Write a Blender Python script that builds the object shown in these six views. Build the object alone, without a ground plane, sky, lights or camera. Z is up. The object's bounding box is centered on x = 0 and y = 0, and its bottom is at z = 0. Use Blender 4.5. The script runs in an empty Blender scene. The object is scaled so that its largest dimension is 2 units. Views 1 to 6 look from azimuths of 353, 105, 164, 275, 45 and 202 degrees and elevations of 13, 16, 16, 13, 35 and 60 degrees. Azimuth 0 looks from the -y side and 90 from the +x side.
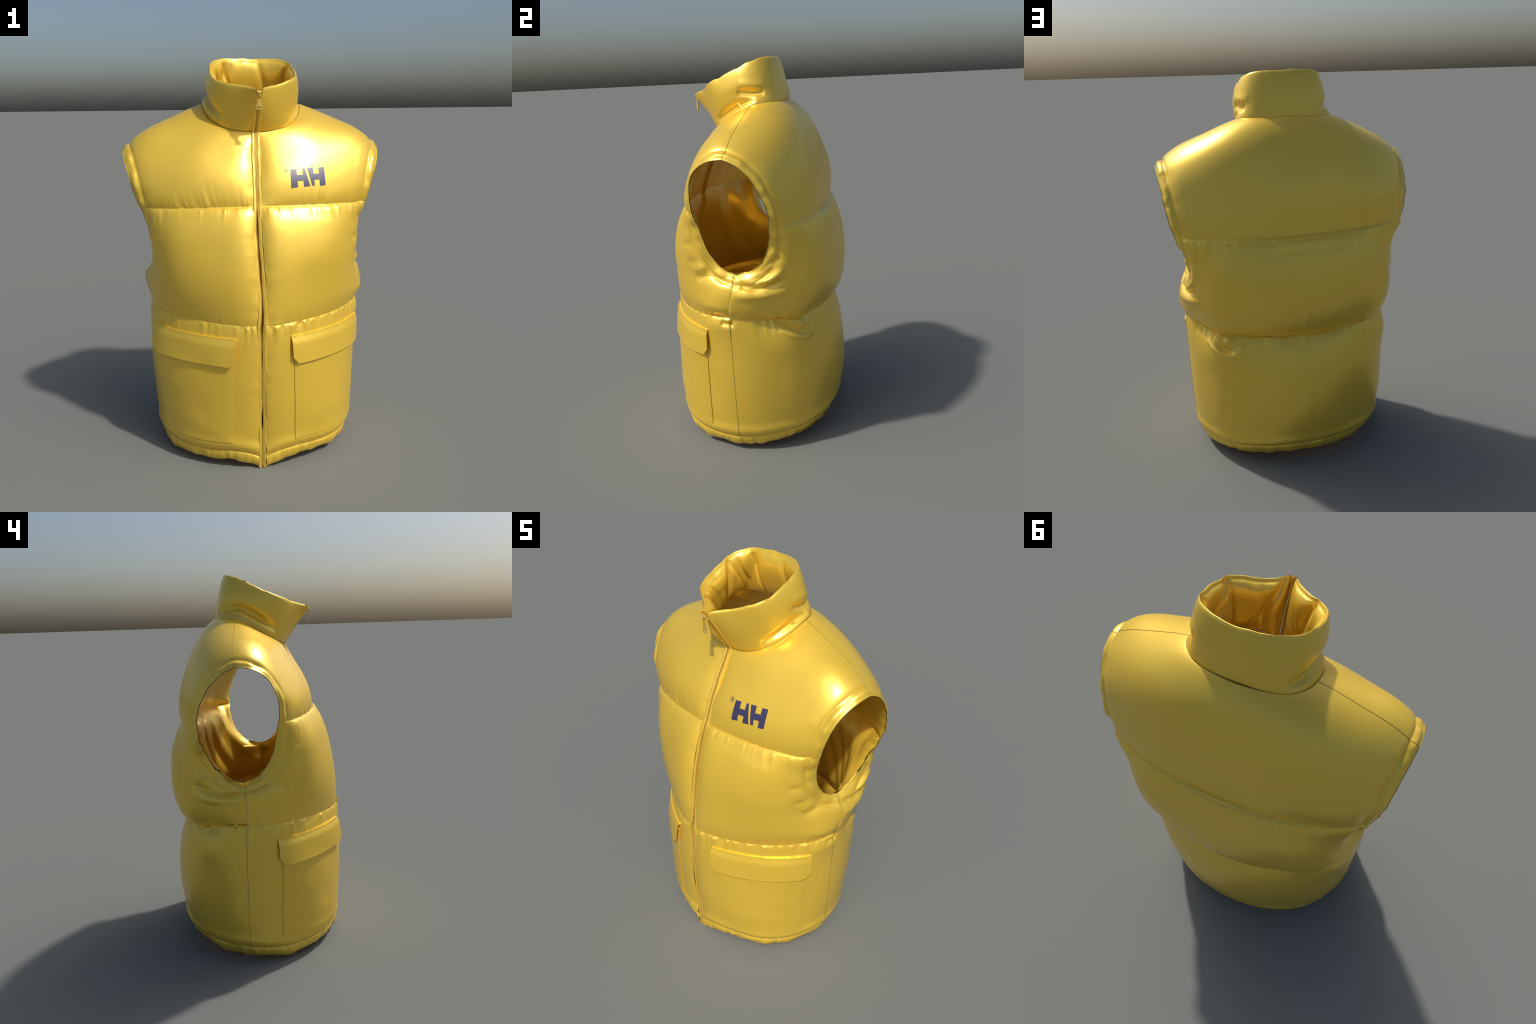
"""Quilted (puffer) vest: built like a garment, from seam curves.
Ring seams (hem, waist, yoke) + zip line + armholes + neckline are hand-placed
splines; the chambers between them are patches that are inflated, gathered and
creased, then split into named panels."""
import bpy, bmesh, math
import numpy as np
from mathutils import Vector
from mathutils.bvhtree import BVHTree

rng = np.random.default_rng(7)

# ----------------------------------------------------------------- helpers
def smooth(e0, e1, x):
    t = np.clip((np.asarray(x, float) - e0) / (e1 - e0), 0, 1)
    return t * t * (3 - 2 * t)

def ncubic(tk, P, t):
    """natural cubic spline through P at knots tk, evaluated at t"""
    P = np.asarray(P, float); tk = np.asarray(tk, float); n = len(tk)
    h = np.diff(tk)
    A = np.eye(n); B = np.zeros_like(P)
    for i in range(1, n - 1):
        A[i, i - 1] = h[i - 1]; A[i, i] = 2 * (h[i - 1] + h[i]); A[i, i + 1] = h[i]
        B[i] = 6 * ((P[i + 1] - P[i]) / h[i] - (P[i] - P[i - 1]) / h[i - 1])
    M = np.linalg.solve(A, B)
    i = np.clip(np.searchsorted(tk, t, side='right') - 1, 0, n - 2)
    dt = (t - tk[i])[:, None]; hh = h[i][:, None]
    return (P[i] + dt * ((P[i + 1] - P[i]) / hh - hh * (2 * M[i] + M[i + 1]) / 6)
            + dt ** 2 * M[i] / 2 + dt ** 3 * (M[i + 1] - M[i]) / (6 * hh))

def curve(P, mirror_start=False, mirror_end=False, dense=400):
    """dense cubic curve through P; mirror_* = horizontal tangent across x = P.x"""
    P = np.asarray(P, float); a = 0; b = len(P)
    Q = P
    if mirror_start:
        m = P[1:3].copy(); m[:, 0] = 2 * P[0, 0] - m[:, 0]; Q = np.vstack([m[::-1], Q]); a = 2
    if mirror_end:
        m = P[-3:-1].copy(); m[:, 0] = 2 * P[-1, 0] - m[:, 0]; Q = np.vstack([Q, m[::-1]])
    d = np.sqrt(np.linalg.norm(np.diff(Q, axis=0), axis=1) + 1e-9)
    d = d ** 1.4
    tk = np.concatenate([[0], np.cumsum(d)])
    t = np.linspace(tk[a], tk[a + b - 1], dense)
    knots = tk[a:a + b]
    return ncubic(tk, Q, t), t, knots

def arclen(C):
    return np.concatenate([[0], np.cumsum(np.linalg.norm(np.diff(C, axis=0), axis=1))])

def resample(C, u):
    """points of polyline C at arclength fractions u"""
    L = arclen(C); x = np.asarray(u) * L[-1]
    return np.stack([np.interp(x, L, C[:, k]) for k in range(C.shape[1])], 1)

def split_curve(P, idx, **kw):
    C, t, kn = curve(P, **kw)
    j = int(round(np.interp(kn[idx], t, np.arange(len(t)))))
    return C[:j + 1], C[j:]

_perm = rng.permutation(512)
_perm = np.concatenate([_perm, _perm, _perm])
_grad = rng.normal(size=(512, 3)); _grad /= np.linalg.norm(_grad, axis=1)[:, None]

def noise3(p):
    """gradient noise, roughly -1..1"""
    p = np.asarray(p, float); i = np.floor(p).astype(int); f = p - i
    w = f * f * f * (f * (f * 6 - 15) + 10); out = 0
    for dx in (0, 1):
        for dy in (0, 1):
            for dz in (0, 1):
                h = _perm[(_perm[(_perm[(i[:, 0] + dx) & 511] + i[:, 1] + dy) & 511] + i[:, 2] + dz) & 511]
                g = _grad[h]
                d = (g * (f - [dx, dy, dz])).sum(1)
                out = out + d * np.where(dx, w[:, 0], 1 - w[:, 0]) * np.where(dy, w[:, 1], 1 - w[:, 1]) * np.where(dz, w[:, 2], 1 - w[:, 2])
    return out * 1.6

def noise1(x, seed=0.0):
    x = np.asarray(x, float)
    return noise3(np.stack([x, np.full_like(x, 3.7 + seed), np.full_like(x, 9.1 - seed)], 1))

def dist_to_polyline(P, C, chunk=4000):
    """nearest distance and fraction along C (dense polyline)"""
    d = np.empty(len(P)); f = np.empty(len(P)); u = arclen(C)
    for a in range(0, len(P), chunk):
        D = ((P[a:a + chunk, None, :] - C[None]) ** 2).sum(2)
        j = D.argmin(1); d[a:a + chunk] = np.sqrt(D[np.arange(len(j)), j]); f[a:a + chunk] = u[j]
    return d, f

def grid_normals(G):
    du = np.gradient(G, axis=1); dv = np.gradient(G, axis=0)
    n = np.cross(du, dv); n /= np.linalg.norm(n, axis=2, keepdims=True) + 1e-12
    return n

def sample_grid(G, r, c):
    """bilinear sample of grid G[row, col, :] at float rows r, cols c"""
    r = np.clip(r, 0, G.shape[0] - 1.001); c = np.clip(c, 0, G.shape[1] - 1.001)
    i = r.astype(int); j = c.astype(int); a = (r - i)[..., None]; b = (c - j)[..., None]
    return (G[i, j] * (1 - a) * (1 - b) + G[i + 1, j] * a * (1 - b) + G[i, j + 1] * (1 - a) * b + G[i + 1, j + 1] * a * b)

# ----------------------------------------------------------------- materials
def new_mat(name):
    m = bpy.data.materials.new(name); m.use_nodes = True
    return m, m.node_tree.nodes, m.node_tree.links, m.node_tree.nodes['Principled BSDF']

SPEC = 1.0
def fabric(name, col, metallic, rough, var=0.05, bump=0.15):
    m, N, L, B = new_mat(name)
    tc = N.new('ShaderNodeTexCoord')
    n1 = N.new('ShaderNodeTexNoise'); n1.inputs['Scale'].default_value = 5; n1.inputs['Detail'].default_value = 5
    L.new(tc.outputs['Object'], n1.inputs['Vector'])
    mx = N.new('ShaderNodeMix'); mx.data_type = 'RGBA'
    mx.inputs[6].default_value = (*[c * (1 - var) for c in col], 1)
    mx.inputs[7].default_value = (*[min(1, c * (1 + var)) for c in col], 1)
    L.new(n1.outputs['Fac'], mx.inputs[0]); L.new(mx.outputs[2], B.inputs['Base Color'])
    B.inputs['Metallic'].default_value = metallic; B.inputs['Specular IOR Level'].default_value = SPEC
    r = N.new('ShaderNodeMapRange'); r.inputs[3].default_value = rough - 0.03; r.inputs[4].default_value = rough + 0.03
    L.new(n1.outputs['Fac'], r.inputs[0]); L.new(r.outputs[0], B.inputs['Roughness'])
    if bump:
        n2 = N.new('ShaderNodeTexNoise'); n2.inputs['Scale'].default_value = 14; n2.inputs['Detail'].default_value = 3
        L.new(tc.outputs['Object'], n2.inputs['Vector'])
        b = N.new('ShaderNodeBump'); b.inputs['Strength'].default_value = bump; b.inputs['Distance'].default_value = 0.01
        L.new(n2.outputs['Fac'], b.inputs['Height']); L.new(b.outputs['Normal'], B.inputs['Normal'])
    return m

YELLOW = (0.92, 0.615, 0.062)
MAT_SHELL = fabric('yellow_satin_shell', YELLOW, 0.40, 0.34, bump=0)
MAT_LINING = fabric('yellow_satin_lining', YELLOW, 0.40, 0.34, bump=0)
MAT_ZIP = fabric('yellow_zip_tape', (0.86, 0.58, 0.075), 0.4, 0.40, bump=0)
MAT_TEETH = fabric('yellow_zip_teeth', (0.80, 0.54, 0.08), 0.45, 0.35, bump=0)
MAT_PULL = fabric('lacquered_zip_metal', (0.80, 0.56, 0.12), 0.5, 0.3, bump=0)
MAT_SEAM = fabric('dark_seam_line', (0.26, 0.20, 0.035), 0.3, 0.5, bump=0)  # darker olive than the shell, used for the thin lines along seams and armhole edges
MAT_GROOVE_SHADE = fabric('ochre_groove_shade', (0.70, 0.47, 0.05), 0.35, 0.45, bump=0)
MAT_PRINT = fabric('navy_print', (0.030, 0.026, 0.095), 0.0, 0.42, bump=0)

# ----------------------------------------------------------------- object helpers
root = bpy.data.objects.new('puffer_vest', None)
bpy.context.scene.collection.objects.link(root)
root['label'] = 'glossy yellow quilted puffer vest with stand collar and pockets'
root['category'] = 'puffer vest'

def add_mesh(name, V, F, mat, parent=None, smooth_shade=True, normals=None, kind=None):
    me = bpy.data.meshes.new(name)
    me.from_pydata([tuple(v) for v in np.asarray(V, float)], [], [tuple(int(i) for i in f) for f in F])
    me.validate(); me.update()
    if smooth_shade:
        me.polygons.foreach_set('use_smooth', np.ones(len(me.polygons), bool))
    me.materials.append(mat)
    if normals is not None and len(me.vertices) == len(normals):
        me.normals_split_custom_set_from_vertices([tuple(n) for n in normals])
    ob = bpy.data.objects.new(name, me)
    bpy.context.scene.collection.objects.link(ob)
    ob.parent = parent or root
    if kind: ob['kind'] = kind
    return ob

def grid_faces(nr, nc, flip=False, off=0):
    i = np.arange(nr - 1)[:, None] * nc + np.arange(nc - 1)[None]
    q = np.stack([i, i + 1, i + nc + 1, i + nc], -1).reshape(-1, 4) + off
    return q[:, ::-1] if flip else q

def vert_normals(V, F):
    F = np.asarray(F)
    n = np.cross(V[F[:, 2]] - V[F[:, 0]], V[F[:, 3]] - V[F[:, 1]])
    N = np.zeros_like(V)
    for k in range(4):
        np.add.at(N, F[:, k], n)
    return N / (np.linalg.norm(N, axis=1, keepdims=True) + 1e-12)

# ----------------------------------------------------------------- seam curves (wearer's half x >= 0, front -> side -> back)
ZX = 0.017                                  # half width of the zip opening
ARM = [(.650, .030, 1.553), (.650, -.023, 1.549), (.640, -.086, 1.524), (.626, -.128, 1.483), (.607, -.154, 1.423),
       (.587, -.165, 1.356), (.566, -.162, 1.293), (.541, -.148, 1.222), (.524, -.133, 1.156), (.516, -.113, 1.099),
       (.513, -.080, 1.045), (.512, -.038, 1.008), (.512, .015, .992), (.514, .082, 1.002), (.523, .144, 1.042),
       (.541, .187, 1.108), (.568, .211, 1.166), (.592, .222, 1.212), (.613, .224, 1.300), (.625, .210, 1.356),
       (.635, .189, 1.414), (.641, .150, 1.474), (.645, .114, 1.509), (.648, .071, 1.537), (.650, .030, 1.553)]
HEM = [(ZX, -.436, .004), (.06, -.432, .018), (.14, -.412, .036), (.24, -.376, .042), (.34, -.316, .038), (.43, -.197, .028), (.474, 0, .028),
       (.420, .172, .038), (.312, .288, .048), (.162, .358, .053), (0, .374, .053)]
HEMSEAM = [(ZX, -.445, .065), (.06, -.446, .084), (.14, -.436, .102), (.25, -.394, .100), (.355, -.330, .096), (.460, -.203, .092), (.509, 0, .092),
           (.450, .183, .098), (.336, .318, .106), (.175, .389, .111), (0, .404, .111)]
WAIST = [(ZX, -.452, .747), (.15, -.426, .752), (.295, -.354, .757), (.417, -.256, .761), (.508, -.127, .765), (.540, 0, .768),
         (.525, .10, .762), (.462, .197, .745), (.388, .283, .735), (.280, .329, .732), (.145, .360, .726), (0, .368, .724)]
YOKE_F = [(ZX, -.320, 1.294), (.15, -.312, 1.294), (.30, -.288, 1.292), (.42, -.25, 1.290), (.504, -.21, 1.289), (.566, -.162, 1.293)]
YOKE_B = [(.600, .2235, 1.236), (.54, .276, 1.237), (.47, .312, 1.237), (.35, .350, 1.235), (.2, .373, 1.232), (0, .381, 1.230)]
NECK = [(ZX, -.168, 1.638), (.062, -.168, 1.640), (.111, -.158, 1.648), (.147, -.142, 1.658), (.184, -.112, 1.675),
        (.224, -.060, 1.706), (.249, .065, 1.767), (.232, .118, 1.774), (.197, .155, 1.775), (.152, .176, 1.774), (.075, .190, 1.774), (0, .193, 1.774)]
CF_LOW = [(ZX, -.445, .065), (ZX, -.450, .25), (ZX, -.455, .55), (ZX, -.452, .747)]
CF_MID = [(ZX, -.452, .747), (ZX, -.428, .90), (ZX, -.384, 1.10), (ZX, -.322, 1.294)]
CF_TOP = [(ZX, -.320, 1.294), (ZX, -.273, 1.42), (ZX, -.215, 1.54), (ZX, -.168, 1.638)]
CB_LOW = [(0, .404, .111), (0, .425, .30), (0, .410, .55), (0, .368, .724)]
CB_MID = [(0, .368, .724), (0, .408, .90), (0, .406, 1.08), (0, .381, 1.230)]
SIDE_LOW = [(.509, 0, .092), (.522, 0, .30), (.530, 0, .55), (.540, 0, .768)]
SIDE_MID = [(.540, 0, .768), (.548, .003, .86), (.545, .010, .94), (.512, .015, .992)]

arm_c, arm_t, arm_k = curve(ARM, dense=900)
def arm_part(i0, i1):
    a, b = [int(round(np.interp(arm_k[i], arm_t, np.arange(len(arm_t))))) for i in (i0, i1)]
    return arm_c[a:b + 1]
hem_f, hem_b = split_curve(HEM, 6, mirror_end=True)
hs_f, hs_b = split_curve(HEMSEAM, 6, mirror_end=True)
wa_f, wa_b = split_curve(WAIST, 5, mirror_start=True, mirror_end=True)
yo_f = curve(YOKE_F, mirror_start=True)[0]
yo_b = curve(YOKE_B, mirror_end=True)[0]
neck_f, neck_b = split_curve(NECK, 6, mirror_start=True, mirror_end=True)

NC = 150                                   # columns centre -> side
s_front = np.linspace(0, 1, NC)
s_front = np.clip(s_front - 0.035 * np.sin(2 * np.pi * s_front) / (2 * np.pi) * 2, 0, 1)   # denser at zip and side

def rows(n, edge=0.55):
    t = np.linspace(0, 1, n)
    return t - edge * np.sin(2 * np.pi * t) / (2 * np.pi)

def coons(bot, top, left, right, s, t, ease=False, local=None):
    """bilinearly blended patch; curves are dense polylines, left/right already sampled at t"""
    B = resample(bot, s)[None]; T = resample(top, s)[None]
    Lc = left[:, None]; Rc = right[:, None]
    S = s[None, :, None]; tt = t[:, None, None]
    te = (tt ** 1.35 if ease else tt)
    corner = ((1 - S) * (1 - te) * B[:, :1] + S * (1 - te) * B[:, -1:] + (1 - S) * te * T[:, :1] + S * te * T[:, -1:])
    out = (1 - te) * B + te * T + (1 - S) * Lc + S * Rc - corner
    if local is not None:                  # keep the wiggle of the right edge near that edge
        out = out - (S - S ** 5) * (Rc - local[:, None])
    return out

def fit_ends(C, P0, P1):
    L = arclen(C)[:, None]; L = L / L[-1]
    return C + (P0 - C[0]) * (1 - L) + (P1 - C[-1]) * L

# cells -------------------------------------------------------------
cells = {}
T_H = rows(12, 0.3); T_L = rows(120); T_M = rows(110)
def line(P, t):
    return resample(curve(P)[0], t)
cells['hem_f'] = coons(hem_f, hs_f, resample(np.array([hem_f[0], hs_f[0]]), T_H), resample(np.array([hem_f[-1], hs_f[-1]]), T_H), s_front, T_H)
cells['hem_b'] = coons(hem_b[::-1], hs_b[::-1], resample(np.array([hem_b[-1], hs_b[-1]]), T_H), resample(np.array([hem_b[0], hs_b[0]]), T_H), s_front, T_H)
side_l = line(SIDE_LOW, T_L)
cells['low_f'] = coons(hs_f, wa_f, fit_ends(line(CF_LOW, T_L), hs_f[0], wa_f[0]), fit_ends(side_l, hs_f[-1], wa_f[-1]), s_front, T_L)
cells['low_b'] = coons(hs_b[::-1], wa_b[::-1], fit_ends(line(CB_LOW, T_L), hs_b[-1], wa_b[-1]), fit_ends(side_l, hs_b[0], wa_b[0]), s_front, T_L)
T_UA = 0.40                                # underarm level inside the middle chamber
k_ua = int(np.argmin(abs(T_M - T_UA))); T_UA = T_M[k_ua]
def mid_right(arm_seg):
    lo = fit_ends(line(SIDE_MID, T_M[:k_ua + 1] / T_UA), wa_f[-1], arm_seg[0])
    hi = resample(arm_seg, (T_M[k_ua:] - T_UA) / (1 - T_UA))
    return np.vstack([lo, hi[1:]])
arm_mf = arm_part(6, 12)[::-1]             # underarm -> front yoke end
k_bk = 17
# back yoke end: point of the armhole at the height of the back yoke seam
seg = arm_part(12, 19); jb = int(np.argmin(abs(seg[:, 2] - 1.238)))
arm_mb = seg[:jb + 1]
off_b = int(round(np.interp(arm_k[12], arm_t, np.arange(len(arm_t))))) + jb
yo_b = fit_ends(yo_b, arm_mb[-1], np.array([0, .381, 1.230]))
yo_f = fit_ends(yo_f, np.array(YOKE_F[0]), arm_mf[-1])
def mid_cell(bot, top, cl, arm_seg):
    R = mid_right(arm_seg)
    soft = R.copy()
    for it in range(900):
        soft[1:-1] = (soft[:-2] + soft[2:]) / 2
    return coons(bot, top, fit_ends(line(cl, T_M), bot[0], top[0]), R, s_front, T_M, ease=True, local=soft)
cells['mid_f'] = mid_cell(wa_f, yo_f, CF_MID, arm_mf)
cells['mid_b'] = mid_cell(wa_b[::-1], yo_b[::-1], CB_MID, arm_mb)

# ease the corner that the underarm leaves in the middle chambers
for nm in ('mid_f', 'mid_b'):
    G = cells[nm]; keep = G.copy()
    wr = np.exp(-((np.arange(len(G)) - k_ua) / 16.0) ** 2)[:, None, None]
    for it in range(120):
        avg = G.copy(); avg[1:-1, 1:-1] = (G[:-2, 1:-1] + G[2:, 1:-1]) * .4 + (G[1:-1, :-2] + G[1:-1, 2:]) * .1
        G = G + (avg - G) * wr * .8
    cells[nm] = G

# round off the side of the vest across the side seam, below the underarm
for lo in ('hem', 'low', 'mid'):
    f, b = cells[lo + '_f'], cells[lo + '_b']
    kmax = len(f) if lo != 'mid' else k_ua + 1
    w = np.ones(kmax) if lo != 'mid' else 1 - smooth(0.75, 1.0, np.arange(kmax) / k_ua)
    row = np.concatenate([f[:kmax], b[:kmax, -2::-1]], axis=1)
    orig = row.copy(); c = NC - 1
    for it in range(60):
        sm = row.copy(); sm[:, 1:-1] = (row[:, :-2] + row[:, 2:]) / 2
        win = np.exp(-((np.arange(row.shape[1]) - c) / 16.0) ** 2)[None, :, None] * w[:, None, None]
        row = row + (sm - row) * win * 0.7
    # keep the girth: push back what the rounding took off at the side
    row[..., 0] += ((orig[:, c, 0] - row[:, c, 0])[:, None]) * np.exp(-((np.arange(row.shape[1]) - c) / 26.0) ** 2)[None]
    f[:kmax] = row[:, :NC]; b[:kmax] = row[:, :NC - 2:-1]

# yoke: one patch from the front yoke seam over the shoulder to the back yoke seam,
# a membrane under pressure held by zip line, neckline and armhole
def solve_yoke(nr_f, nr_b, nc, P=None, iters=400):
    cf = curve(CF_TOP)[0]
    left_f = np.vstack([cf, neck_f[1:]]); 
    cb = np.linspace(0, 1, 60)[:, None] * (yo_b[-1] - neck_b[-1]) + neck_b[-1]
    left_b = np.vstack([neck_b, cb[1:]])
    a0 = int(round(np.interp(arm_k[6], arm_t, np.arange(len(arm_t)))))
    right_f = arm_c[:a0 + 1][::-1]; right_b = arm_c[off_b:][::-1]
    def stations(n, L1, L2):               # arclength stations with one exactly on the corner
        k = int(round((n - 1) * L1 / (L1 + L2)))
        return np.concatenate([np.linspace(0, L1, k + 1), np.linspace(L1, L1 + L2, n - k)[1:]]) / (L1 + L2)
    uf = stations(nr_f, arclen(cf)[-1], arclen(neck_f)[-1]); ub = stations(nr_b, arclen(neck_b)[-1], arclen(cb)[-1])
    left = np.vstack([resample(left_f, uf), resample(left_b, ub)[1:]])
    right = np.vstack([resample(right_f, np.linspace(0, 1, nr_f)), resample(right_b, np.linspace(0, 1, nr_b))[1:]])
    s = np.linspace(0, 1, nc)
    bot = resample(yo_f, s); top = resample(yo_b[::-1], s)
    nr = nr_f + nr_b - 1
    free_left = np.zeros(nr, bool)
    Lb = arclen(left_b); nfrac = arclen(neck_b)[-1] / Lb[-1]
    free_left[nr_f:][ub[1:] > nfrac + 1e-6] = True; free_left[-1] = False
    if P is None:
        t = np.linspace(0, 1, nr)[:, None, None]; S = s[None, :, None]
        P = (1 - S) * left[:, None] + S * right[:, None]
    fixedP = P
    P[0] = bot; P[-1] = top
    P[:, -1] = right; P[~free_left, 0] = left[~free_left]
    # pressure map
    rr = np.concatenate([np.linspace(0, 1, nr_f), 1 + np.linspace(0, 1, nr_b)[1:]])[:, None]
    ss = np.linspace(0, 1, nc)[None]
    edge = .55 + 1.25 * np.abs(2 * ss - 1) ** 2 * .6 + 1.5 * np.exp(-rr / .25) - .25 * smooth(.25, .7, rr)      # pillow: firm rim, flat middle
    press = PRESS_F * edge * (.75 + .5 * ss) * (1 - .45 * smooth(.3, .8, rr)) * (1 - smooth(0.6, 1.2, rr)) + PRESS_S * smooth(0.5, 1.0, rr) * (1 - smooth(1.1, 1.6, rr)) + PRESS_B * smooth(1.1, 1.6, rr)
    for it in range(iters):
        if it % 10 == 0:
            du = np.gradient(P, axis=1); dv = np.gradient(P, axis=0)
            nrm = np.cross(du, dv); area = np.linalg.norm(nrm, axis=2, keepdims=True)
            du2 = (du ** 2).sum(2, keepdims=True); dv2 = (dv ** 2).sum(2, keepdims=True)
            wu = 1 / du2; wv = 1 / dv2
            ws = 2 * (wu + wv)
            src = nrm / (area + 1e-12) * press[..., None] / ws
        for col in (0, 1):
            Q = np.zeros_like(P)
            Q[1:-1, 1:-1] = (wu * 1)[1:-1, 1:-1] * (P[1:-1, :-2] + P[1:-1, 2:]) + wv[1:-1, 1:-1] * (P[:-2, 1:-1] + P[2:, 1:-1])
            Q[1:-1, 1:-1] = Q[1:-1, 1:-1] / ws[1:-1, 1:-1] + src[1:-1, 1:-1]
            m = np.zeros(P.shape[:2], bool); ii, jj = np.indices(m.shape); m[(ii + jj) % 2 == col] = True
            m[0] = m[-1] = False; m[:, 0] = m[:, -1] = False
            P[m] += 1.5 * (Q[m] - P[m])
        # centre back: mirror condition
        mir = P[:, 1].copy()
        k = np.where(free_left)[0]
        P[k, 0, 0] = 0; P[k, 0, 1:] = (4 * P[k, 1, 1:] - P[k, 2, 1:]) / 3
    return P

PRESS_F, PRESS_S, PRESS_B = 2.35, 6.1, 1.4
def upsample(P, r2, c2):
    r = np.linspace(0, P.shape[0] - 1, r2); c = np.linspace(0, P.shape[1] - 1, c2)
    R = np.stack([np.stack([np.interp(r, np.arange(P.shape[0]), P[:, j, k]) for k in range(3)], 1) for j in range(P.shape[1])], 1)
    return np.stack([np.stack([np.interp(c, np.arange(P.shape[1]), R[i, :, k]) for k in range(3)], 1) for i in range(r2)], 0)
NRF, NRB = 97, 97
Yk = solve_yoke(25, 25, 31, iters=500)
Yk = solve_yoke(49, 49, 61, upsample(Yk, 97, 61), iters=200)
Yk = solve_yoke(NRF, NRB, NC, upsample(Yk, NRF + NRB - 1, NC), iters=120)
# match the seam columns of the middle chambers exactly
Yk[0] = cells['mid_f'][-1]; Yk[-1] = cells['mid_b'][-1]
# relax the first few rows toward the new column spacing
for k in range(1, 14):
    w = 1 - k / 14
    for a, ref in ((k, yo_f), (len(Yk) - 1 - k, yo_b[::-1])):
        col = np.linspace(0, 1, NC) * (1 - w) + s_front * w
        Yk[a] = resample(Yk[a], np.interp(col, np.linspace(0, 1, NC), arclen(Yk[a]) / arclen(Yk[a])[-1]))
cells['yoke_f'] = Yk[:NRF]
cells['yoke_b'] = Yk[NRF - 1:][::-1]       # row 0 = back yoke seam, last row = shoulder seam

# ----------------------------------------------------------------- one welded mesh of all chambers, both halves
order = ['hem_f', 'low_f', 'mid_f', 'yoke_f', 'hem_b', 'low_b', 'mid_b', 'yoke_b']
Tcell = {'hem': T_H, 'low': T_L, 'mid': T_M}
allV = []; attr = []; cellinfo = []; faces = []; facetag = []
off = 0
for side in (1, -1):
    for name in order:
        G = cells[name].copy(); G[..., 0] *= side
        nr, nc, _ = G.shape
        t = Tcell.get(name[:3], np.linspace(0, 1, nr))
        if name == 'yoke_f' or name == 'yoke_b':
            t = np.linspace(0, 1, nr)
        S, TT = np.meshgrid(s_front, t)
        allV.append(G.reshape(-1, 3))
        a = np.zeros((nr * nc, 4)); a[:, 0] = S.ravel(); a[:, 1] = TT.ravel(); a[:, 2] = order.index(name); a[:, 3] = side
        attr.append(a)
        flip = (side == -1) ^ name.endswith('_b')
        faces.append(grid_faces(nr, nc, flip, off)); facetag += [(name, side)] * ((nr - 1) * (nc - 1))
        cellinfo.append((name, side, off, nr, nc)); off += nr * nc
RAW = np.vstack(allV); ATT = np.vstack(attr); FR = np.vstack(faces)
key = np.round(RAW * 20000).astype(np.int64)
_, first, inv = np.unique(key, axis=0, return_index=True, return_inverse=True)
inv = inv.ravel()
BASE = RAW[first].copy(); nV = len(BASE)
FM = inv[FR]
NB = vert_normals(BASE, FM)
if NB[np.argmax(BASE[:, 1]), 1] < 0:
    FR = FR[:, ::-1]; FM = FM[:, ::-1]; NB = -NB

# ----------------------------------------------------------------- puff amounts (per raw vertex, averaged on welds by max)
s, t, ci, sd = ATT.T
front = ci < 4
X = np.abs(RAW[:, 0])
def dome(t, k, q):
    return np.clip(1 - np.abs(2 * t - 1) ** k, 0, 1) ** q
isH = (ci % 4 == 0); isL = (ci % 4 == 1); isM = (ci % 4 == 2); isY = (ci % 4 == 3)
side_w = smooth(0.55, 1.0, s)
zipw = np.where(front, 1 - np.exp(-(s * 0.8) / 0.045), 1.0)       # pinched along the zip
puff = np.zeros(len(RAW)); sag = np.zeros(len(RAW))
puff[isH] = (0.013 * dome(t, 2, .55))[isH]
ampL = np.where(front, .018, .040) * (1 - side_w) + .020 * side_w
puff[isL] = (ampL * dome(t, 2.8, .58) * (.35 + .65 * zipw))[isL]
ampM = np.where(front, .042 + .024 * smooth(.2, .7, s), .073) * (1 - side_w) + (.022 + .016 * smooth(.3, .6, t)) * side_w
tm = np.where(front, t ** 1.5, t ** 1.1)
puff[isM] = (ampM * dome(tm, 2.5, .55) * (.30 + .70 * zipw))[isM]
sag[isM] = (np.where(front, .016, .034) * dome(t, 2.0, .55) * (1 - t) ** 3 * 1.6)[isM]
ampY = np.where(front, .012, .016)
puff[isY] = (ampY * dome(np.clip(t, 0, .5), 2.0, .6) * zipw)[isY]
puff[isY & (t > .5)] = (ampY * zipw)[isY & (t > .5)] * (1 - smooth(.5, 1, t[isY & (t > .5)]))

puff += np.where(isL, .010 * np.exp(-((t * .64 - .035) / .03) ** 2) * smooth(0, .012, t * .64), 0)
# armhole band: stitched line a finger's width from the edge
near = (RAW[:, 2] > .80) & (X > .36)
dA = np.full(len(RAW), 9.0); fA = np.zeros(len(RAW))
P = RAW[near].copy(); P[:, 0] = np.abs(P[:, 0])
dA[near], fA[near] = dist_to_polyline(P, arm_c[::2])
wA = np.where(isM, .085, .11)
puff *= np.where(dA < .25, smooth(0.0, 1, dA / wA) * .9 + .1 * smooth(0, .02, dA), 1)
band = np.exp(-((dA - .050) / .010) ** 2)
roll = np.exp(-((dA - .024) / .016) ** 2) * (dA < .05)
LA = arclen(arm_c[::2])[-1]; thA = 2 * np.pi * fA / LA
def ring_noise(k, seed):                   # noise that closes around the armhole
    r = k * LA / (2 * np.pi)
    return noise3(np.stack([r * np.cos(thA) + seed, r * np.sin(thA) - seed, np.full(len(thA), .37 + seed) + sd * 3], 1))
gather = ring_noise(19, 11.0)
gather2 = ring_noise(12, 40.0)
puff += -.006 * band * (.8 + .8 * gather2) + .008 * roll * (.9 + 1.3 * gather)
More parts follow.
